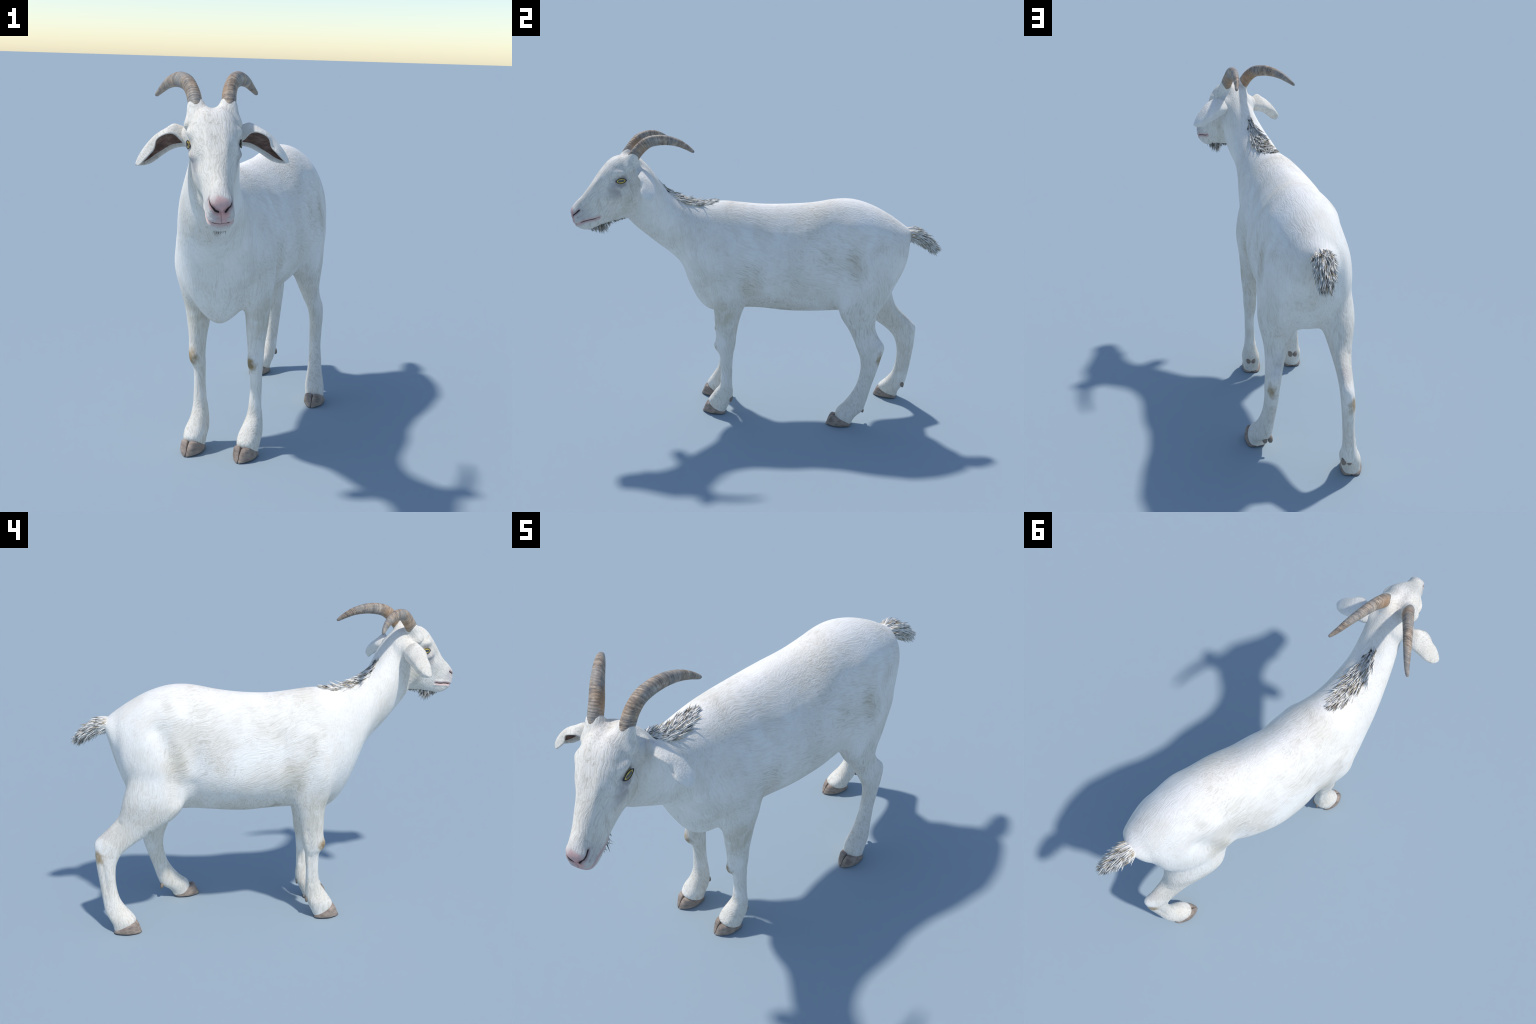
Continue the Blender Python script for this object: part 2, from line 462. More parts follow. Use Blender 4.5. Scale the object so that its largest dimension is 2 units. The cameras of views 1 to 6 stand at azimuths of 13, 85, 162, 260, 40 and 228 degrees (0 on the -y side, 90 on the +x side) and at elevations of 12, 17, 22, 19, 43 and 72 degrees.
# ---------------------------------------------------------------- materials
class Nodes:
    """tiny builder for node graphs: every method returns a socket"""
    def __init__(self, name):
        self.mat = bpy.data.materials.new(name)
        self.mat.use_nodes = True
        self.t = self.mat.node_tree
        self.t.nodes.clear()
        self.out = self.t.nodes.new('ShaderNodeOutputMaterial')
        self.co = self.t.nodes.new('ShaderNodeTexCoord').outputs['Object']
    def n(self, kind, **kw):
        x = self.t.nodes.new(kind)
        for k, v in kw.items():
            setattr(x, k, v)
        return x
    def put(self, sock, v):
        if isinstance(v, bpy.types.NodeSocket):
            self.t.links.new(v, sock)
        elif isinstance(v, (tuple, list)) and sock.type == 'RGBA' and len(v) == 3:
            sock.default_value = (*v, 1)
        else:
            sock.default_value = v
    def math(self, op, a, b=0., c=None, clamp=False):
        x = self.n('ShaderNodeMath', operation=op, use_clamp=clamp)
        self.put(x.inputs[0], a)
        self.put(x.inputs[1], b)
        if c is not None:
            self.put(x.inputs[2], c)
        return x.outputs[0]
    def vec(self, op, a, b=(0, 0, 0), scale=None):
        x = self.n('ShaderNodeVectorMath', operation=op)
        self.put(x.inputs[0], a)
        self.put(x.inputs[1], b)
        if scale is not None:
            self.put(x.inputs['Scale'], scale)
        return x.outputs['Value'] if op in ('LENGTH', 'DOT_PRODUCT', 'DISTANCE') else x.outputs[0]
    def step(self, v, a, b):
        x = self.n('ShaderNodeMapRange', interpolation_type='SMOOTHSTEP')
        self.put(x.inputs[0], v)
        x.inputs[1].default_value = a
        x.inputs[2].default_value = b
        return x.outputs[0]
    def mix(self, f, a, b):
        x = self.n('ShaderNodeMix', data_type='RGBA')
        self.put(x.inputs[0], f)
        self.put(x.inputs[6], a)
        self.put(x.inputs[7], b)
        return x.outputs[2]
    def mapping(self, v, scale=(1, 1, 1), rot=(0, 0, 0), loc=(0, 0, 0)):
        x = self.n('ShaderNodeMapping')
        self.put(x.inputs['Vector'], v)
        x.inputs['Scale'].default_value = scale
        x.inputs['Rotation'].default_value = rot
        x.inputs['Location'].default_value = loc
        return x.outputs[0]
    def noise(self, v, scale, detail=3., rough=.55, dist=0., color=False):
        x = self.n('ShaderNodeTexNoise')
        self.put(x.inputs['Vector'], v)
        x.inputs['Scale'].default_value = scale
        x.inputs['Detail'].default_value = detail
        x.inputs['Roughness'].default_value = rough
        x.inputs['Distortion'].default_value = dist
        return x.outputs['Color' if color else 'Fac']
    def ramp(self, f, stops):
        x = self.n('ShaderNodeValToRGB')
        self.put(x.inputs[0], f)
        el = x.color_ramp.elements
        while len(el) < len(stops):
            el.new(.5)
        for e, (p, c) in zip(el, stops):
            e.position = p
            e.color = (*c, 1) if len(c) == 3 else c
        return x.outputs[0]
    def ball(self, v, c, r, soft=.5):
        """soft mask: 1 inside an ellipsoid, 0 outside"""
        q = self.vec('SUBTRACT', v, tuple(c))
        q = self.vec('DIVIDE', q, tuple(r) if not np.isscalar(r) else (r, r, r))
        return self.step(self.vec('LENGTH', q), 1.0, 1.0 - soft)
    def seg(self, v, a, b):
        """distance to a segment"""
        a, b = np.asarray(a, float), np.asarray(b, float)
        q = self.vec('SUBTRACT', v, tuple(a))
        t = self.math('DIVIDE', self.vec('DOT_PRODUCT', q, tuple(b - a)), float((b - a) @ (b - a)), clamp=True)
        q = self.vec('SUBTRACT', q, self.vec('SCALE', tuple(b - a), scale=t))
        return self.vec('LENGTH', q)
    def far(self, v, pts):
        """distance to a guide line"""
        m = None
        for a, b in zip(pts[:-1], pts[1:]):
            c = self.seg(v, a, b)
            m = c if m is None else self.math('MINIMUM', m, c)
        return m
    def line(self, v, pts, r, soft=.5):
        return self.step(self.far(v, pts), r, r * (1 - soft))
    def drawn(self, v, axis, across, along):
        """coordinates in which a noise is drawn out along one direction"""
        axis = unit(axis)
        d = self.vec('DOT_PRODUCT', v, tuple(axis))
        return self.vec('ADD', self.vec('SCALE', v, scale=across),
                        self.vec('SCALE', tuple(axis), scale=self.math('MULTIPLY', d, along - across)))
    def bump(self, hgt, strength, dist, normal=None):
        x = self.n('ShaderNodeBump')
        x.inputs['Strength'].default_value = strength
        x.inputs['Distance'].default_value = dist
        self.put(x.inputs['Height'], hgt)
        if normal is not None:
            self.put(x.inputs['Normal'], normal)
        return x.outputs[0]
    def finish(self, color, rough=.8, normal=None, spec=.2, sheen=0., coat=0.):
        b = self.n('ShaderNodeBsdfPrincipled')
        self.put(b.inputs['Base Color'], color)
        self.put(b.inputs['Roughness'], rough)
        b.inputs['Specular IOR Level'].default_value = spec
        b.inputs['Sheen Weight'].default_value = sheen
        b.inputs['Coat Weight'].default_value = coat
        if normal is not None:
            self.put(b.inputs['Normal'], normal)
        self.t.links.new(b.outputs[0], self.out.inputs[0])
        return self.mat

FUR = (.86, .835, .79)
MANE = [(-.028, -.556, 1.325), (-.040, -.505, 1.268), (-.052, -.445, 1.228), (-.062, -.370, 1.203), (-.069, -.310, 1.200), (-.073, -.268, 1.203)]

def fur_material(skin_pts):
    g = Nodes('white_fur')
    co = g.co
    # the coat lies in slightly wavy strokes: noise drawn out along the hair's direction
    def wobble(scale, amp):
        w = g.noise(co, scale, 2, .5, color=True)
        return g.vec('SCALE', g.vec('SUBTRACT', w, (.5, .5, .5)), scale=amp)
    wco = g.vec('ADD', co, g.vec('ADD', wobble(4.5, .085), wobble(15, .020)))
    sep = g.n('ShaderNodeSeparateXYZ')
    g.put(sep.inputs[0], co)
    x, y, z = sep.outputs
    def coat(axis, across, along):
        return g.noise(g.drawn(wco, axis, across, along), 1.0, 4, .6)
    def blend(f, a, b):
        m = g.n('ShaderNodeMix')
        g.put(m.inputs[0], f)
        g.put(m.inputs[2], a)
        g.put(m.inputs[3], b)
        return m.outputs[0]
    trunk = coat((0, .93, -.36), 165, 11)
    down = coat((0, .18, -1), 165, 12)
    face = coat(HF * .75 - HU * .65, 190, 17)
    limb = g.step(z, .84, .64)
    limb = g.math('MAXIMUM', limb, g.math('MULTIPLY', g.step(y, .46, .60), g.step(z, 1.10, .95)))
    limb = g.math('MAXIMUM', limb, g.step(y, -.16, -.34))
    onface = g.step(y, -.60, -.70)
    hair = blend(onface, blend(limb, trunk, down), face)
    fine = g.noise(g.drawn(wco, (0, .6, -.8), 420, 90), 1.0, 2, .5)
    # colour: slightly warm white, thin grey-beige strokes, broad dingy areas
    broad = g.noise(wco, 4.2, 3, .55)
    dingy = g.step(broad, .42, .68)
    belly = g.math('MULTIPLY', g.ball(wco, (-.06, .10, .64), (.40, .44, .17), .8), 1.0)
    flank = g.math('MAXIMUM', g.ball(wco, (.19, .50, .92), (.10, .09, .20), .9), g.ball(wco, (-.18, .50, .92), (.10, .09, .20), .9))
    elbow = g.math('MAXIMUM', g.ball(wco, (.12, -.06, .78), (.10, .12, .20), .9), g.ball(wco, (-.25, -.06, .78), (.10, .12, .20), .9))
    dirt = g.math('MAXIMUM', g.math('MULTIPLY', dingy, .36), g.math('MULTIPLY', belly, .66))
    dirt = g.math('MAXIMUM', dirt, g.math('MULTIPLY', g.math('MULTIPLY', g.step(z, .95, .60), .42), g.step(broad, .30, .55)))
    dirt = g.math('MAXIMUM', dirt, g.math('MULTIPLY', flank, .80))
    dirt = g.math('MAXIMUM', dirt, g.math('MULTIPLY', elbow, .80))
    dirt = g.math('MAXIMUM', dirt, g.math('MULTIPLY', onface, .44))
    stroke = g.step(hair, .54, .36)
    # sparse coarse wisps, thickest where the coat is dingy
    wisp = g.math('MULTIPLY', g.step(blend(limb, coat((0, .93, -.36), 62, 6.5), coat((0, .18, -1), 62, 7)), .55, .70), g.math('ADD', g.math('MULTIPLY', dirt, .75), .10))
    veil = g.math('ADD', g.math('MULTIPLY', dirt, .62), g.math('MULTIPLY', g.step(g.noise(wco, 8, 4, .6), .32, .68), .26), clamp=True)
    col = g.mix(veil, FUR, (.60, .54, .435))
    col = g.mix(wisp, col, (.43, .385, .305))
    col = g.mix(g.math('MULTIPLY', stroke, g.math('ADD', g.math('MULTIPLY', dirt, .66), .13), clamp=True), col, (.47, .42, .335))
    blot = g.step(g.noise(wco, 15, 3, .6), .54, .72)
    low = g.ball(wco, (-.06, .02, .62), (.40, .30, .13), .7)
    col = g.mix(g.math('MULTIPLY', g.math('MULTIPLY', blot, low), .60), col, (.36, .325, .265))
    specks = g.math('MULTIPLY', g.step(g.noise(g.drawn(wco, (0, .2, -1), 34, 13), 1, 1, .4), .68, .76), g.step(z, 1.15, .95))
    col = g.mix(g.math('MULTIPLY', specks, .16), col, (.40, .35, .28))
    # tan tinge on the upper fore legs, brown callus on the knees, stains on hocks
    nco = g.vec('ADD', co, wobble(26, .05))
    tan = g.math('MAXIMUM', g.ball(nco, (.085, -.19, .61), (.09, .12, .15), .9), g.ball(nco, (-.20, -.19, .61), (.09, .12, .15), .9))
    tan = g.math('MULTIPLY', tan, g.step(g.noise(nco, 14, 3, .6), .30, .60))
    col = g.mix(g.math('MULTIPLY', tan, .70), col, (.50, .44, .31))
    knees = g.math('MAXIMUM', g.ball(nco, (.048, -.247, .402), (.042, .050, .066), .7), g.ball(nco, (-.204, -.240, .405), (.042, .050, .066), .7))
    hocks = g.math('MAXIMUM', g.ball(nco, (.206, .655, .382), (.034, .034, .056), .7), g.ball(nco, (-.085, .905, .402), (.040, .04, .056), .7))
    brown = g.math('MULTIPLY', g.math('MAXIMUM', knees, g.math('MULTIPLY', hocks, .85)), g.step(g.noise(nco, 60, 3, .6), .10, .50))
    col = g.mix(g.math('MULTIPLY', brown, .95), col, (.31, .20, .075))
    core = g.math('MAXIMUM', g.ball(nco, (.048, -.250, .402), (.018, .03, .024), .6), g.ball(nco, (-.206, -.242, .405), (.018, .03, .024), .6))
    col = g.mix(g.math('MULTIPLY', core, .55), col, (.22, .19, .14))
    hockpale = g.math('MAXIMUM', g.ball(nco, (.19, .655, .52), (.06, .05, .05), .9), g.ball(nco, (-.055, .87, .53), (.07, .07, .06), .9))
    col = g.mix(g.math('MULTIPLY', hockpale, .45), col, (.45, .39, .36))
    # pink groin
    col = g.mix(g.math('MULTIPLY', g.ball(nco, (.00, .56, .62), (.08, .18, .05), .9), .65), col, (.62, .34, .33))
    # skin darkened under the mane: painted shadow in the gaps between locks
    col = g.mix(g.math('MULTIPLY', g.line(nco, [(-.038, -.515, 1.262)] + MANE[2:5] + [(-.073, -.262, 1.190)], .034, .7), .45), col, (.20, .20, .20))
    # ---- face
    def h(p):
        return tuple(H(V(*p)))
    hp = to_head(skin_pts)
    def on_skin(path, sub):
        return [tuple(H(q)) for q in snap(hp, path, sub)]
    for s in (1, -1):
        e = g.ball(nco, h((s * .085, .004, -.004)), .045, .55)
        e = g.math('MAXIMUM', e, g.ball(nco, h((s * .078, .040, -.058)), .066, .9))
        col = g.mix(g.math('MULTIPLY', e, .66), col, (.30, .27, .28))
    for s in (1, -1):
        col = g.mix(g.math('MULTIPLY', g.line(nco, [h((s * .07, -.03, -.12)), h((s * .055, -.02, -.19)), h((s * .03, .04, -.23))], .045, .95), .36), col, (.45, .41, .31))
    muz = g.ball(nco, h((0, .215, -.185)), (.09, .095, .085), .75)
    col = g.mix(g.math('MULTIPLY', muz, .66), col, (.44, .41, .415))
    mot = g.math('MULTIPLY', g.step(g.noise(co, 75, 2, .6), .54, .66), muz)
    col = g.mix(g.math('MULTIPLY', mot, .5), col, (.25, .23, .23))
    nose = g.ball(nco, h((0, .262, -.166)), (.046, .056, .046), .5)
    col = g.mix(g.math('MULTIPLY', nose, .80), col, (.58, .345, .325))
    mid = g.ball(nco, h((0, .262, -.204)), (.036, .05, .044), .6)
    col = g.mix(g.math('MULTIPLY', mid, .85), col, (.66, .36, .33))
    mouth = g.far(co, on_skin(MOUTH, 4))
    lips = g.step(mouth, .0165, .006)
    col = g.mix(g.math('MULTIPLY', lips, .70), col, (.60, .37, .35))
    col = g.mix(g.step(mouth, .0038, .0014), col, (.06, .03, .03))
    for s in (1, -1):
        nos = g.far(co, on_skin(nostril(s), 4))
        col = g.mix(g.math('MULTIPLY', g.step(nos, .015, .003), .60), col, (.26, .14, .14))  # soft shading round the nostril opening, put into the colour
        col = g.mix(g.step(nos, .0048, .0018), col, (.015, .01, .01))
    phil = g.line(co, on_skin([(0, .252, -.190), (0, .250, -.205), (0, .244, -.228)], 2), .0026, .8)
    col = g.mix(g.math('MULTIPLY', phil, .6), col, (.25, .10, .10))
    skin = g.math('MAXIMUM', nose, lips)
    height = g.math('ADD', hair, g.math('MULTIPLY', fine, .30))
    st = g.n('ShaderNodeBump')
    st.inputs['Distance'].default_value = .0065
    g.put(st.inputs['Height'], height)
    g.put(st.inputs['Strength'], g.math('SUBTRACT', .50, g.math('MULTIPLY', skin, .38)))
    return g.finish(col, .75, st.outputs[0], .30, .0)

def simple(name, color, rough=.7, spec=.2, vary=None, scale=30, coat=0.):
    g = Nodes(name)
    col = color
    if vary is not None:
        col = g.mix(g.noise(g.co, scale, 4, .6), color, vary)
    return g.finish(col, rough, None, spec, 0., coat)

def ear_inner_material():
    g = Nodes('ear_lining')
    n = g.noise(g.mapping(g.co, (14, 30, 30)), 3, 4, .6)
    col = g.ramp(n, [(.3, (.13, .085, .07)), (.55, (.24, .155, .125)), (.75, (.34, .24, .20))])
    return g.finish(col, .8, g.bump(n, .4, .004), .15)

def horn_material():
    g = Nodes('horn')
    co = g.co
    # angle along the sweep of the horn, for growth rings
    cen = H(V(0, -.2235, .040))
    q = g.vec('SUBTRACT', co, tuple(cen))
    ang = g.math('ARCTAN2', g.vec('DOT_PRODUCT', q, tuple(HU)), g.vec('DOT_PRODUCT', q, tuple(HF)))
    cmb = g.n('ShaderNodeCombineXYZ')
    g.put(cmb.inputs[0], g.math('MULTIPLY', ang, 34))
    g.put(cmb.inputs[1], g.math('MULTIPLY', g.noise(co, 22, 2, .5), 3.0))
    ring_ = g.noise(cmb.outputs[0], 1.0, 3, .65)
    n1 = g.noise(co, 42, 4, .65)
    n2 = g.noise(co, 13, 3, .6)
    v = g.math('ADD', g.math('MULTIPLY', ring_, .62), g.math('MULTIPLY', n1, .38))
    col = g.ramp(v, [(.36, (.085, .07, .06)), (.45, (.22, .175, .14)), (.54, (.39, .295, .212)), (.64, (.54, .46, .38))])
    col = g.mix(g.math('MULTIPLY', g.step(n2, .44, .62), .50), col, (.235, .25, .25))
    col = g.mix(g.math('MULTIPLY', g.step(n1, .64, .76), .55), col, (.62, .60, .57))
    return g, col, ring_

def hoof_material():
    g = Nodes('hoof_horn')
    co = g.co
    n = g.noise(g.mapping(co, (1, 1, 2.2)), 30, 4, .6)
    col = g.ramp(n, [(.28, (.14, .112, .095)), (.5, (.28, .222, .182)), (.75, (.41, .33, .275))])
    sep = g.n('ShaderNodeSeparateXYZ')
    g.put(sep.inputs[0], co)
    col = g.mix(g.math('MULTIPLY', g.step(g.noise(co, 55, 3, .6), .5, .7), .3), col, (.44, .34, .28))
    return g.finish(col, .55, g.bump(n, .35, .003), .3)

# ------------------------------------------------------------------- pieces
def build_horn(s, mat):
    mid = V((.047, -.058, .092), (.056, -.083, .126), (.062, -.113, .161), (.0755, -.150, .190), (.096, -.198, .2015), (.118, -.246, .200),
            (.141, -.291, .188), (.1615, -.328, .168), (.180, -.354, .148), (.1855, -.361, .1435))
    hd = V(.030, .0305, .0300, .0290, .0275, .0242, .0195, .0143, .0085, .0035)
    hw = V(.0250, .0248, .0243, .0235, .0215, .0192, .0160, .0120, .0080, .0035)
    c = catmull(np.c_[mid, hd, hw], 26)
    P = c[:, :3]
    t = unit(np.gradient(P, axis=0))
    m = 40
    th = np.linspace(0, 2 * np.pi, m, endpoint=False)
    arc = np.r_[0, np.cumsum(np.linalg.norm(np.diff(P, axis=0), axis=1))]
    arc /= arc[-1]
    rs = np.random.default_rng(3 if s > 0 else 5)
    # growth rings: uneven spacing, strong on the leading edge, fading to the tip
    phase = np.cumsum(.8 + .9 * rs.random(len(P)))
    phase = phase / phase[-1] * 2 * np.pi * 46
    rings = []
    for i in range(len(P)):
        a = unit(np.cross(t[i], V(1, 0, 0)))                 # leading edge of the curve
        if a[2] < 0 and i > 40:
            a = -a
        if a @ V(0, .6, .8) < 0:
            a = -a
        b = unit(np.cross(t[i], a))
        if b[0] < 0:
            b = -b
        lead = .5 + .5 * np.cos(th)
        wob = .6 * np.sin(3 * th + 4 * arc[i])
        r = 1 + .026 * smoothstep(.06, .16, arc[i]) * (1 - .75 * arc[i]) * np.sin(phase[i] + wob) * (.25 + .75 * lead)
        r -= .10 * np.exp(-((th - 1.15) / .16) ** 2) * (.4 + .6 * arc[i] ** .5)  # groove near inner keel
        rr = c[i, 3] * np.cos(th)[:, None] * a + c[i, 4] * spow(np.sin(th), .9)[:, None] * (-b)
        rings.append(P[i] + rr * r[:, None])
    R = np.array(rings).reshape(-1, 3)
    R[:, 0] *= s
    me = make_mesh('horn', H(R), loft_faces(len(P), m), [mat])
    outward(me)
    return me

EAR = [  # stations from root to tip: front rim, ridge, back, lower rim (left, forward, up)
    [(.080, -.090, -.006), (.080, -.112, .040), (.082, -.146, .012), (.082, -.130, -.022)],
    [(.104, -.082, .002), (.106, -.110, .052), (.108, -.154, .010), (.106, -.146, -.024)],
    [(.130, -.074, .026), (.131, -.102, .058), (.142, -.152, .010), (.136, -.146, -.032)],
    [(.160, -.066, .027), (.160, -.096, .042), (.176, -.148, -.010), (.168, -.138, -.050)],
    [(.190, -.068, .008), (.190, -.092, .024), (.207, -.147, -.026), (.192, -.132, -.067)],
    [(.199, -.066, -.024), (.212, -.088, .004), (.226, -.138, -.042), (.209, -.126, -.077)],
    [(.217, -.059, -.044), (.233, -.084, -.022), (.244, -.126, -.056), (.228, -.121, -.083)],
    [(.238, -.064, -.066), (.250, -.084, -.048), (.255, -.112, -.067), (.246, -.110, -.084)],
    [(.252, -.073, -.079), (.259, -.084, -.068), (.261, -.100, -.074), (.256, -.100, -.083)],
    [(.260, -.083, -.080), (.263, -.087, -.077), (.263, -.092, -.078), (.261, -.091, -.081)],
]

def build_ear(s, fur, lining):
    st = np.array(EAR, float)
    ctrl = catmull(st.reshape(len(st), -1), 6).reshape(-1, 4, 3)
    across = np.array([catmull(c, 6) for c in ctrl])            # stations x points
    n, m = across.shape[:2]
    du = np.gradient(across, axis=0)
    dv = np.gradient(across, axis=1)
    nr = unit(np.cross(du, dv))
    mid = across.mean(1, keepdims=True)
    sign = np.sign(((across - mid) * nr).sum(-1).mean())
    nr = nr * sign
    taper = np.sin(np.linspace(.25, 1, m) * np.pi)[None, :, None] * 0 + 1
    edge = np.minimum(np.arange(m), np.arange(m)[::-1])
    thick = .0075 * np.clip(.35 + edge / 4, 0, 1)[None, :, None] * np.linspace(1, .55, n)[:, None, None]
    outer = across + nr * .0008
    inner = across - nr * thick
    ring_pts = np.concatenate([outer, inner[:, ::-1]], 1)
    M = 2 * m
    R = ring_pts.reshape(-1, 3).copy()
    if s < 0:                                   # the right ear is carried further back
        R[:, 1] -= .18 * np.clip(R[:, 0] - .10, 0, 1)
    R[:, 0] *= s
    faces = loft_faces(n, M)
    me = make_mesh('ear', H(R), faces, [fur, lining])
    idx = []
    for i in range(n - 1):
        for j in range(M):
            idx.append(1 if m + 2 <= j <= M - 4 else 0)
    idx += [0, 0]
    me.polygons.foreach_set('material_index', idx[:len(me.polygons)])
    outward(me)
    return me

def hoof_half(toe, heel, side, lat, mat, height=.062):
    """one claw of the cloven hoof: a wedge with a sloping front wall"""
    toe, heel = np.asarray(toe, float), np.asarray(heel, float)
    ax = unit(V(*(toe - heel)[:2], 0))
    L = np.linalg.norm((toe - heel)[:2])
    la = unit(V(*lat, 0))
    # along the sole from heel to toe: fraction, breadth of one claw, height
    prof = [(-.01, .030, .010), (.03, .036, .014), (.12, .044, .024), (.30, .0490, .036), (.50, .0500, .047), (.66, .0450, .055),
            (.78, .0365, .058), (.88, .0275, .047), (.955, .0155, .030), (1.0, .0045, .012)]
    s = catmull(prof, 4)
    rings = []
    m = 28
    th = np.linspace(0, 2 * np.pi, m, endpoint=False)
    for f, w, h in s:
        c = V(*heel[:2], 0) + ax * (f * L)
        # inner wall straight along the cleft, outer wall bulging and leaning in, sole flat
        x = spow(np.cos(th), .55)
        z = spow(np.sin(th), .55) * .5 + .5
        X = (x * .5 + .5) * w
        X = X * (1 - .16 * z) + .0012
        lean = -.05 * z * L * smoothstep(.6, 1, f)
        rings.append(c + (X * side)[:, None] * la + (z * h)[:, None] * V(0, 0, 1) + lean[:, None] * ax)
    R = np.array(rings).reshape(-1, 3)
    R[:, 2] = np.maximum(R[:, 2], .0) + .0005
    me = make_mesh('hoof', R, loft_faces(len(s), m), [mat])
    outward(me)
    return me

def dewclaw(pos, dirn, mat):
    p = np.asarray(pos, float)
    d = unit(dirn)
    path = [p - d * .016, p - d * .004, p + d * .008, p + d * .016]
    R = tube_rings(path, [.010, .0125, .0115, .006], .75, 14, up=V(.3, .5, .2))
    me = make_mesh('dewclaw', np.array(R).reshape(-1, 3), loft_faces(4, 14), [mat])
    outward(me)
    return me

def eye_meshes(s, mat_eye, mat_lid):
    """almond-shaped ball and its dark lid margin, in a frame at the eye"""
    n, k = 24, 14
    a = .0275
    def outline(u):
        hi = .0125 * (1 - np.abs(u) ** 2.2)
        lo = -.0135 * (1 - np.abs(u) ** 2.0)
        return hi, lo
    verts, faces = [], []
    for i in range(n + 1):
        u = -1 + 2 * i / n
        hi, lo = outline(u)
        for j in range(k + 1):
            v = j / k
            y = lo + (hi - lo) * v
            r2 = (u * .95) ** 2 * .55 + (y / .0145) ** 2 * .45
            verts.append((u * a, y, .0085 * (1 - r2)))
    for i in range(n):
        for j in range(k):
            q = i * (k + 1) + j
            faces.append((q, q + k + 1, q + k + 2, q + 1))
    # close behind
    o = len(verts)
    rim = [i * (k + 1) for i in range(n + 1)] + [i * (k + 1) + k for i in range(n - 1, 0, -1)]
    back = [(verts[i][0] * .9, verts[i][1] * .9, -.012) for i in rim]
    verts += back
    for i in range(len(rim)):
        j = (i + 1) % len(rim)
        faces.append((rim[i], o + i, o + j, rim[j]))
    faces.append(tuple(o + i for i in range(len(rim))))
    eye = make_mesh('eye', verts, faces, [mat_eye])
    outward(eye)
    loop = []
    for i in range(40):
        t = 2 * np.pi * i / 40
        u = np.cos(t)
        hi, lo = outline(u)
        y = hi if np.sin(t) >= 0 else lo
        r2 = (u * .95) ** 2 * .55 + (y / .0145) ** 2 * .45
        loop.append((u * (a + .0008), y * 1.05, .0085 * (1 - r2) + .0006))
    loop = np.array(loop)
    tang = unit(np.roll(loop, -1, 0) - np.roll(loop, 1, 0))
    R = []
    m = 8
    th = np.linspace(0, 2 * np.pi, m, endpoint=False)
    for p, d in zip(loop, tang):
        b = unit(np.cross(d, V(0, 0, 1)))
        R.append(p + .0016 * np.cos(th)[:, None] * b + .0016 * np.sin(th)[:, None] * V(0, 0, 1))
    f = []
    for i in range(40):
        for j in range(m):
            f.append((i * m + j, i * m + (j + 1) % m, ((i + 1) % 40) * m + (j + 1) % m, ((i + 1) % 40) * m + j))
    lid = make_mesh('eyelid', np.array(R).reshape(-1, 3), f, [mat_lid])
    outward(lid)
    # frame: x along the slit (forward), z outwards, y up
    fw = unit(HF * 1.0 - HU * .10 - HL * s * .15)
    ou = unit(HL * s + HF * .15 + HU * .05)
    ou = unit(ou - fw * (ou @ fw))
    up = np.cross(ou, fw)
    if up @ HU < 0:
        fw = -fw
        up = np.cross(ou, fw)
    M = Matrix(((fw[0], up[0], ou[0], 0), (fw[1], up[1], ou[1], 0), (fw[2], up[2], ou[2], 0), (0, 0, 0, 1)))
    return eye, lid, M

def eye_material():
    g = Nodes('amber_eye')
    co = g.co
    sep = g.n('ShaderNodeSeparateXYZ')
    g.put(sep.inputs[0], co)
    iris = g.step(g.vec('LENGTH', g.vec('DIVIDE', co, (.0225, .0150, 1))), 1.0, .94)
    px = g.math('POWER', g.math('ABSOLUTE', g.math('DIVIDE', sep.outputs[0], .0165)), 4)
    py = g.math('POWER', g.math('ABSOLUTE', g.math('DIVIDE', sep.outputs[1], .0058)), 4)
    pupil = g.step(g.math('ADD', px, py), 1.15, .75)
    n = g.noise(co, 260, 3, .6)
    yel = g.ramp(n, [(.3, (.40, .27, .03)), (.55, (.62, .45, .055)), (.8, (.74, .60, .15))])
    sclera = g.mix(g.noise(co, 150, 2, .5), (.03, .028, .03), (.14, .13, .13))
    col = g.mix(iris, sclera, yel)
    col = g.mix(pupil, col, (.035, .042, .05))
    return g.finish(col, .12, None, .5, 0., .6)

# ------------------------------------------------------------- hair strands
def strands(roots, dirs, lengths, widths, droop, seed, curl=.15, segs=4):
    """flattened tapering locks, each its own closed three-sided blade"""
    rs = np.random.default_rng(seed)
    V_, F_, owner = [], [], []
    for k, (p, d, L, w) in enumerate(zip(roots, dirs, lengths, widths)):
        d = unit(d)
        side = unit(np.cross(d, rs.normal(size=3)))
        nrm = np.cross(d, side)
        bend = side * rs.normal() * curl + droop
        o = len(V_)
        for i in range(segs + 1):
            t = i / segs
            c = p + d * L * t + bend * L * t * t
            r = w * (1 - t ** 2.2) + .0002
            for a in (0, 2.1, 4.2):
                V_.append(c + r * math.cos(a) * side + .55 * r * math.sin(a) * nrm)
        for i in range(segs):
            for j in range(3):
                q = o + i * 3
                F_.append((q + j, q + (j + 1) % 3, q + 3 + (j + 1) % 3, q + 3 + j))
                owner.append(k)
        F_.append((o + 2, o + 1, o))
        F_.append(tuple(o + segs * 3 + j for j in range(3)))
        owner += [k, k]
    return V_, F_, np.array(owner)

def hair_mesh(name, roots, dirs, lengths, widths, droop, seed, tone, mats, curl=.15):
    v, f, own = strands(roots, dirs, lengths, widths, droop, seed, curl)
    me = make_mesh(name, v, f, mats)
    me.polygons.foreach_set('material_index', [int(tone[k]) for k in own])
    return me

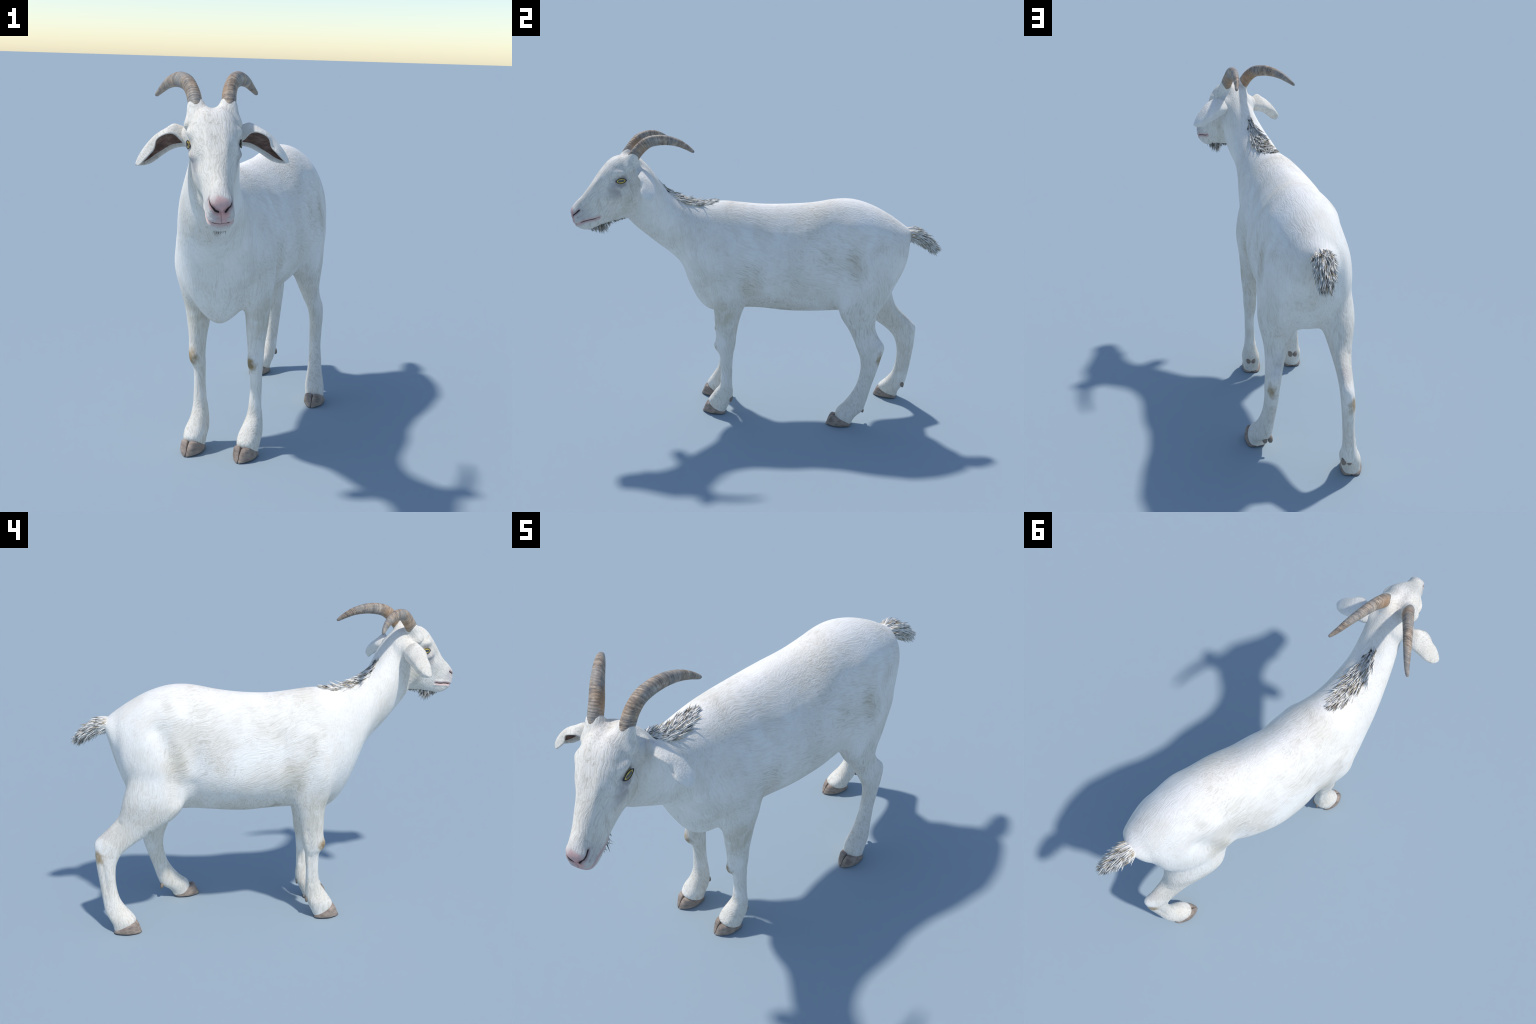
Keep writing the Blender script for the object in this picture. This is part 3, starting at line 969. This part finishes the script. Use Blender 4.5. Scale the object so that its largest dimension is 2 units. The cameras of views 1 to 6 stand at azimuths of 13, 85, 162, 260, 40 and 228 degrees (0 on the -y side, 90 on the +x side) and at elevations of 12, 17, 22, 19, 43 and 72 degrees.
# -------------------------------------------------------------------- main
def main():
    sk = build_skin()
    N = sk.normals()
    P = sk.P
    fur = fur_material(P)
    lining = ear_inner_material()
    g, hcol, rings_ = horn_material()
    gn = g.noise(g.co, 90, 3, .6)
    inner = None
    for s in (1, -1):                       # warm brown on the inner face near the root
        b = g.ball(g.co, tuple(H(V(s * .040, -.130, .150))), .070, .6)
        inner = b if inner is None else g.math('MAXIMUM', inner, b)
    horn = g.finish(g.mix(g.math('MULTIPLY', inner, .50), hcol, (.42, .24, .11)), .5, g.bump(g.math('ADD', rings_, g.math('MULTIPLY', gn, .4)), .5, .003), .3)
    hoof = hoof_material()
    eye_m = eye_material()
    dew = simple('dewclaw_horn', (.34, .28, .23), .7, .2, (.17, .135, .11), 45)
    lid_m = simple('eyelid_skin', (.035, .032, .035), .5, .3)
    hairs = [simple('hair_white', (.84, .82, .78), .7, .2, (.70, .68, .63), 60),
             simple('hair_grey', (.24, .24, .235), .7, .2, (.36, .35, .33), 60),
             simple('hair_black', (.035, .037, .042), .6, .3, (.08, .08, .085), 60),
             simple('hair_straw', (.50, .42, .31), .7, .2, (.38, .33, .25), 60)]

    goat = bpy.data.objects.new('goat', None)
    bpy.context.collection.objects.link(goat)
    goat['label'] = 'white short-haired goat with curved brown horns and drooping ears'
    goat['category'] = 'goat'

    me = sk.me
    nf = len(me.polygons)
    lt = np.empty(nf, int)
    me.polygons.foreach_get('loop_total', lt)
    ls = np.empty(nf, int)
    me.polygons.foreach_get('loop_start', ls)
    lv = np.empty(len(me.loops), int)
    me.loops.foreach_get('vertex_index', lv)
    cen = np.empty(nf * 3)
    me.polygons.foreach_get('center', cen)
    cen = cen.reshape(-1, 3)
    h = to_head(cen)
    region = np.full(nf, 0)
    region[(cen[:, 1] + .35 * (1.0 - cen[:, 2]) < -.345)] = 1                    # neck
    region[(h[:, 1] - .35 * h[:, 2] > -.14) & (cen[:, 2] > 1.0) & (cen[:, 1] < -.55)] = 2
    hl = (cen[:, 2] < .665 - .1 * np.abs(cen[:, 1] - .55)) & (cen[:, 1] > .33)
    inner_l = cen[:, 0] > .075
    inner_r = cen[:, 0] < -.01 - .12 * np.clip(cen[:, 1] - .75, -1, 0)
    region[hl & (cen[:, 0] > .07) & (cen[:, 1] > .40)] = 5
    region[hl & (cen[:, 0] < -.015) & (cen[:, 1] > .43)] = 6
    region[(cen[:, 2] < .60) & (cen[:, 1] > .48) & (cen[:, 0] > .03)] = 5
    region[(cen[:, 2] < .60) & (cen[:, 1] > .48) & (cen[:, 0] <= .03)] = 6
    fl = (cen[:, 2] < .60) & (cen[:, 1] < .10)
    region[fl & (cen[:, 0] > .012)] = 3
    region[fl & (cen[:, 0] < -.122)] = 4
    names = ['torso', 'neck', 'head', 'foreleg', 'foreleg', 'hind_leg', 'hind_leg']
    parts = {}
    for k, nm in enumerate(names):
        fi = np.nonzero(region == k)[0]
        faces = [lv[ls[i]:ls[i] + lt[i]] for i in fi]
        used = np.unique(np.concatenate(faces))
        remap = np.full(len(P), -1)
        remap[used] = np.arange(len(used))
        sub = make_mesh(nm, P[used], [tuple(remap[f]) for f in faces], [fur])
        sub.normals_split_custom_set_from_vertices([tuple(x) for x in N[used]])
        parts[k] = link(nm, sub, goat)
    bpy.data.meshes.remove(me)
    head = parts[2]

    for s in (1, -1):
        link('horn', build_horn(s, horn), head)
        link('ear', build_ear(s, fur, lining), head)
        em, lm, M = eye_meshes(s, eye_m, lid_m)
        M = Matrix.Translation(Vector(H(V(s * .0820, .003, -.002)))) @ M
        e = link('eye', em, head)
        e.matrix_world = M
        l = link('eyelid', lm, head)
        l.matrix_world = M

    FEET = [(3, V(.033, -.310), V(.061, -.183)), (4, V(-.191, -.313), V(-.173, -.186)),
            (5, V(.219, .374), V(.228, .506)), (6, V(-.154, .716), V(-.111, .845))]
    DEW = {3: (V(.074, -.153, .090), V(0, .2, -1)), 4: (V(-.160, -.149, .098), V(0, .2, -1)),
           5: (V(.200, .578, .078), V(0, .30, -1)), 6: (V(-.075, .871, .098), V(.1, .25, -1))}
    for k, toe, heel in FEET:
        ax = unit(toe - heel)
        lat = V(-ax[1], ax[0])
        if lat[0] < 0:
            lat = -lat
        for s in (1, -1):
            link('hoof', hoof_half(toe, heel, s, lat, hoof), parts[k])
            p, d = DEW[k]
            link('dewclaw', dewclaw(p + s * .0125 * V(lat[0], lat[1], 0), d, dew), parts[k])

    def seat(q):
        """drop points onto the skin; returns position and normal there"""
        lo, hi = q.min(0) - .06, q.max(0) + .06
        sub = np.nonzero(((P > lo) & (P < hi)).all(1))[0]
        out = np.empty(len(q), int)
        for i in range(0, len(q), 200):
            d2 = ((q[i:i + 200, None] - P[sub][None]) ** 2).sum(-1)
            out[i:i + 200] = sub[d2.argmin(1)]
        return P[out], N[out]

    # ---- mane: tuft along the crest of the neck, lying back over the withers
    rs = np.random.default_rng(11)
    crest = catmull(MANE, 10)
    n = 1250
    u = rs.random(n) ** .85
    idx = np.clip((u * (len(crest) - 1)).astype(int), 0, len(crest) - 1)
    half = np.interp(u, [0, .2, .5, .8, 1], [.010, .026, .040, .032, .003])
    off = np.clip(rs.normal(size=n) * .55, -1.25, 1.25) * half
    tang = unit(np.gradient(crest, axis=0))[idx]
    latv = unit(np.cross(tang, V(0, 0, 1)))
    q, nor = seat(crest[idx] + latv * off[:, None])
    flow = unit(tang - nor * (tang * nor).sum(1, keepdims=True))
    # broad pale locks lie over thinner black ones that show in the gaps
    black = rs.random(n) < np.interp(u, [0, .15, .8, 1], [.70, .27, .22, .6])
    lift = np.interp(u, [0, .2, .5, .75, 1], [.20, .40, .46, .18, .05]) * np.where(black, rs.uniform(.35, 1.05, n), rs.uniform(.5, 1.1, n))
    dirs = flow + nor * lift[:, None] + latv * (off / .05 * .16)[:, None] + rs.normal(size=(n, 3)) * .15
    Ls = rs.uniform(.024, .062, n) * np.interp(u, [0, .2, .8, 1], [.4, 1, 1, .9])
    W = np.where(black, rs.uniform(.0018, .0034, n), rs.uniform(.0030, .0062, n))
    tone = np.where(black, rs.choice([1, 2, 2], n), rs.choice([0, 0, 0, 0, 0, 3], n))
    ob = link('mane', hair_mesh('mane', q - nor * .003, dirs, Ls, W, V(0, 0, -.06), 12, tone, hairs, .10), parts[1])
    ob['kind'] = 'stuff'

    # ---- tail: dock and brush of hair
    dock = catmull([(.042, .800, 1.058), (.050, .845, 1.052), (.064, .900, 1.024), (.078, .945, .990)], 8)
    core = tube_rings(dock, np.interp(np.linspace(0, 1, len(dock)), [0, .4, 1], [.040, .034, .012]), .85, 20)
    tail = link('tail', make_mesh('tail', np.array(core).reshape(-1, 3), loft_faces(len(dock), 20), [hairs[0]]), goat)
    outward(tail.data)
    n = 1000
    u = rs.random(n) ** .9
    idx = np.clip((u * (len(dock) - 1)).astype(int), 0, len(dock) - 1)
    ang = rs.uniform(0, 2 * np.pi, n)
    tang = unit(np.gradient(dock, axis=0))[idx]
    latv = unit(np.cross(tang, V(0, 0, 1)))
    nor = np.cross(latv, tang)
    rad = np.interp(u, [0, .5, 1], [.040, .034, .012])
    outv = np.cos(ang)[:, None] * latv + .85 * np.sin(ang)[:, None] * nor
    q = dock[idx] + outv * rad[:, None] * .92
    dirs = tang + outv * rs.uniform(.06, .46, n)[:, None] + rs.normal(size=(n, 3)) * .09
    Ls = rs.uniform(.034, .058, n)
    dark = rs.random(n) < .05 + .12 * smoothstep(.1, .4, u) + .20 * smoothstep(.55, 1, u)
    W = np.where(dark, rs.uniform(.0016, .0032, n), rs.uniform(.0030, .0060, n))
    tone = np.where(dark, rs.choice([1, 2, 2], n), rs.choice([0, 0, 0, 0, 0, 3], n))
    ob = link('tail_hair', hair_mesh('tail_hair', q, dirs, Ls, W, V(0, 0, -.10), 13, tone, hairs, .10), tail)
    ob['kind'] = 'stuff'

    # ---- beard: short tuft under the chin, thinning out towards the throat
    n = 330
    u = rs.random(n)
    f = np.interp(u, [0, .14, .28, .86, 1], [-.055, .0, .055, .125, .160])
    lat = rs.normal(size=n) * np.interp(f, [-.06, 0, .1, .17], [.006, .008, .009, .011])
    q, nor = seat(H(np.stack([lat, f, np.interp(f, [-.06, -.02, .05, .10, .14, .18], [-.242, -.226, -.236, -.248, -.259, -.266])], 1)))
    dl = np.stack([rs.normal(size=n) * .10, -.30 + rs.normal(size=n) * .16 - np.interp(f, [0, .06], [1.2, 0]), -np.ones(n)], 1)
    dirs = dl[:, 0:1] * HL + dl[:, 1:2] * HF + dl[:, 2:3] * HU
    Ls = np.interp(f, [-.06, 0, .05, .085, .12, .165], [.016, .020, .024, .056, .042, .010]) * rs.uniform(.35, 1.05, n)
    W = rs.uniform(.0010, .0026, n)
    tone = rs.choice(4, n, p=[.34, .36, .08, .22])
    ob = link('beard', hair_mesh('beard', q - nor * .002, dirs, Ls, W, V(0, 0, -.05), 14, tone, hairs), head)
    ob['kind'] = 'stuff'

main()
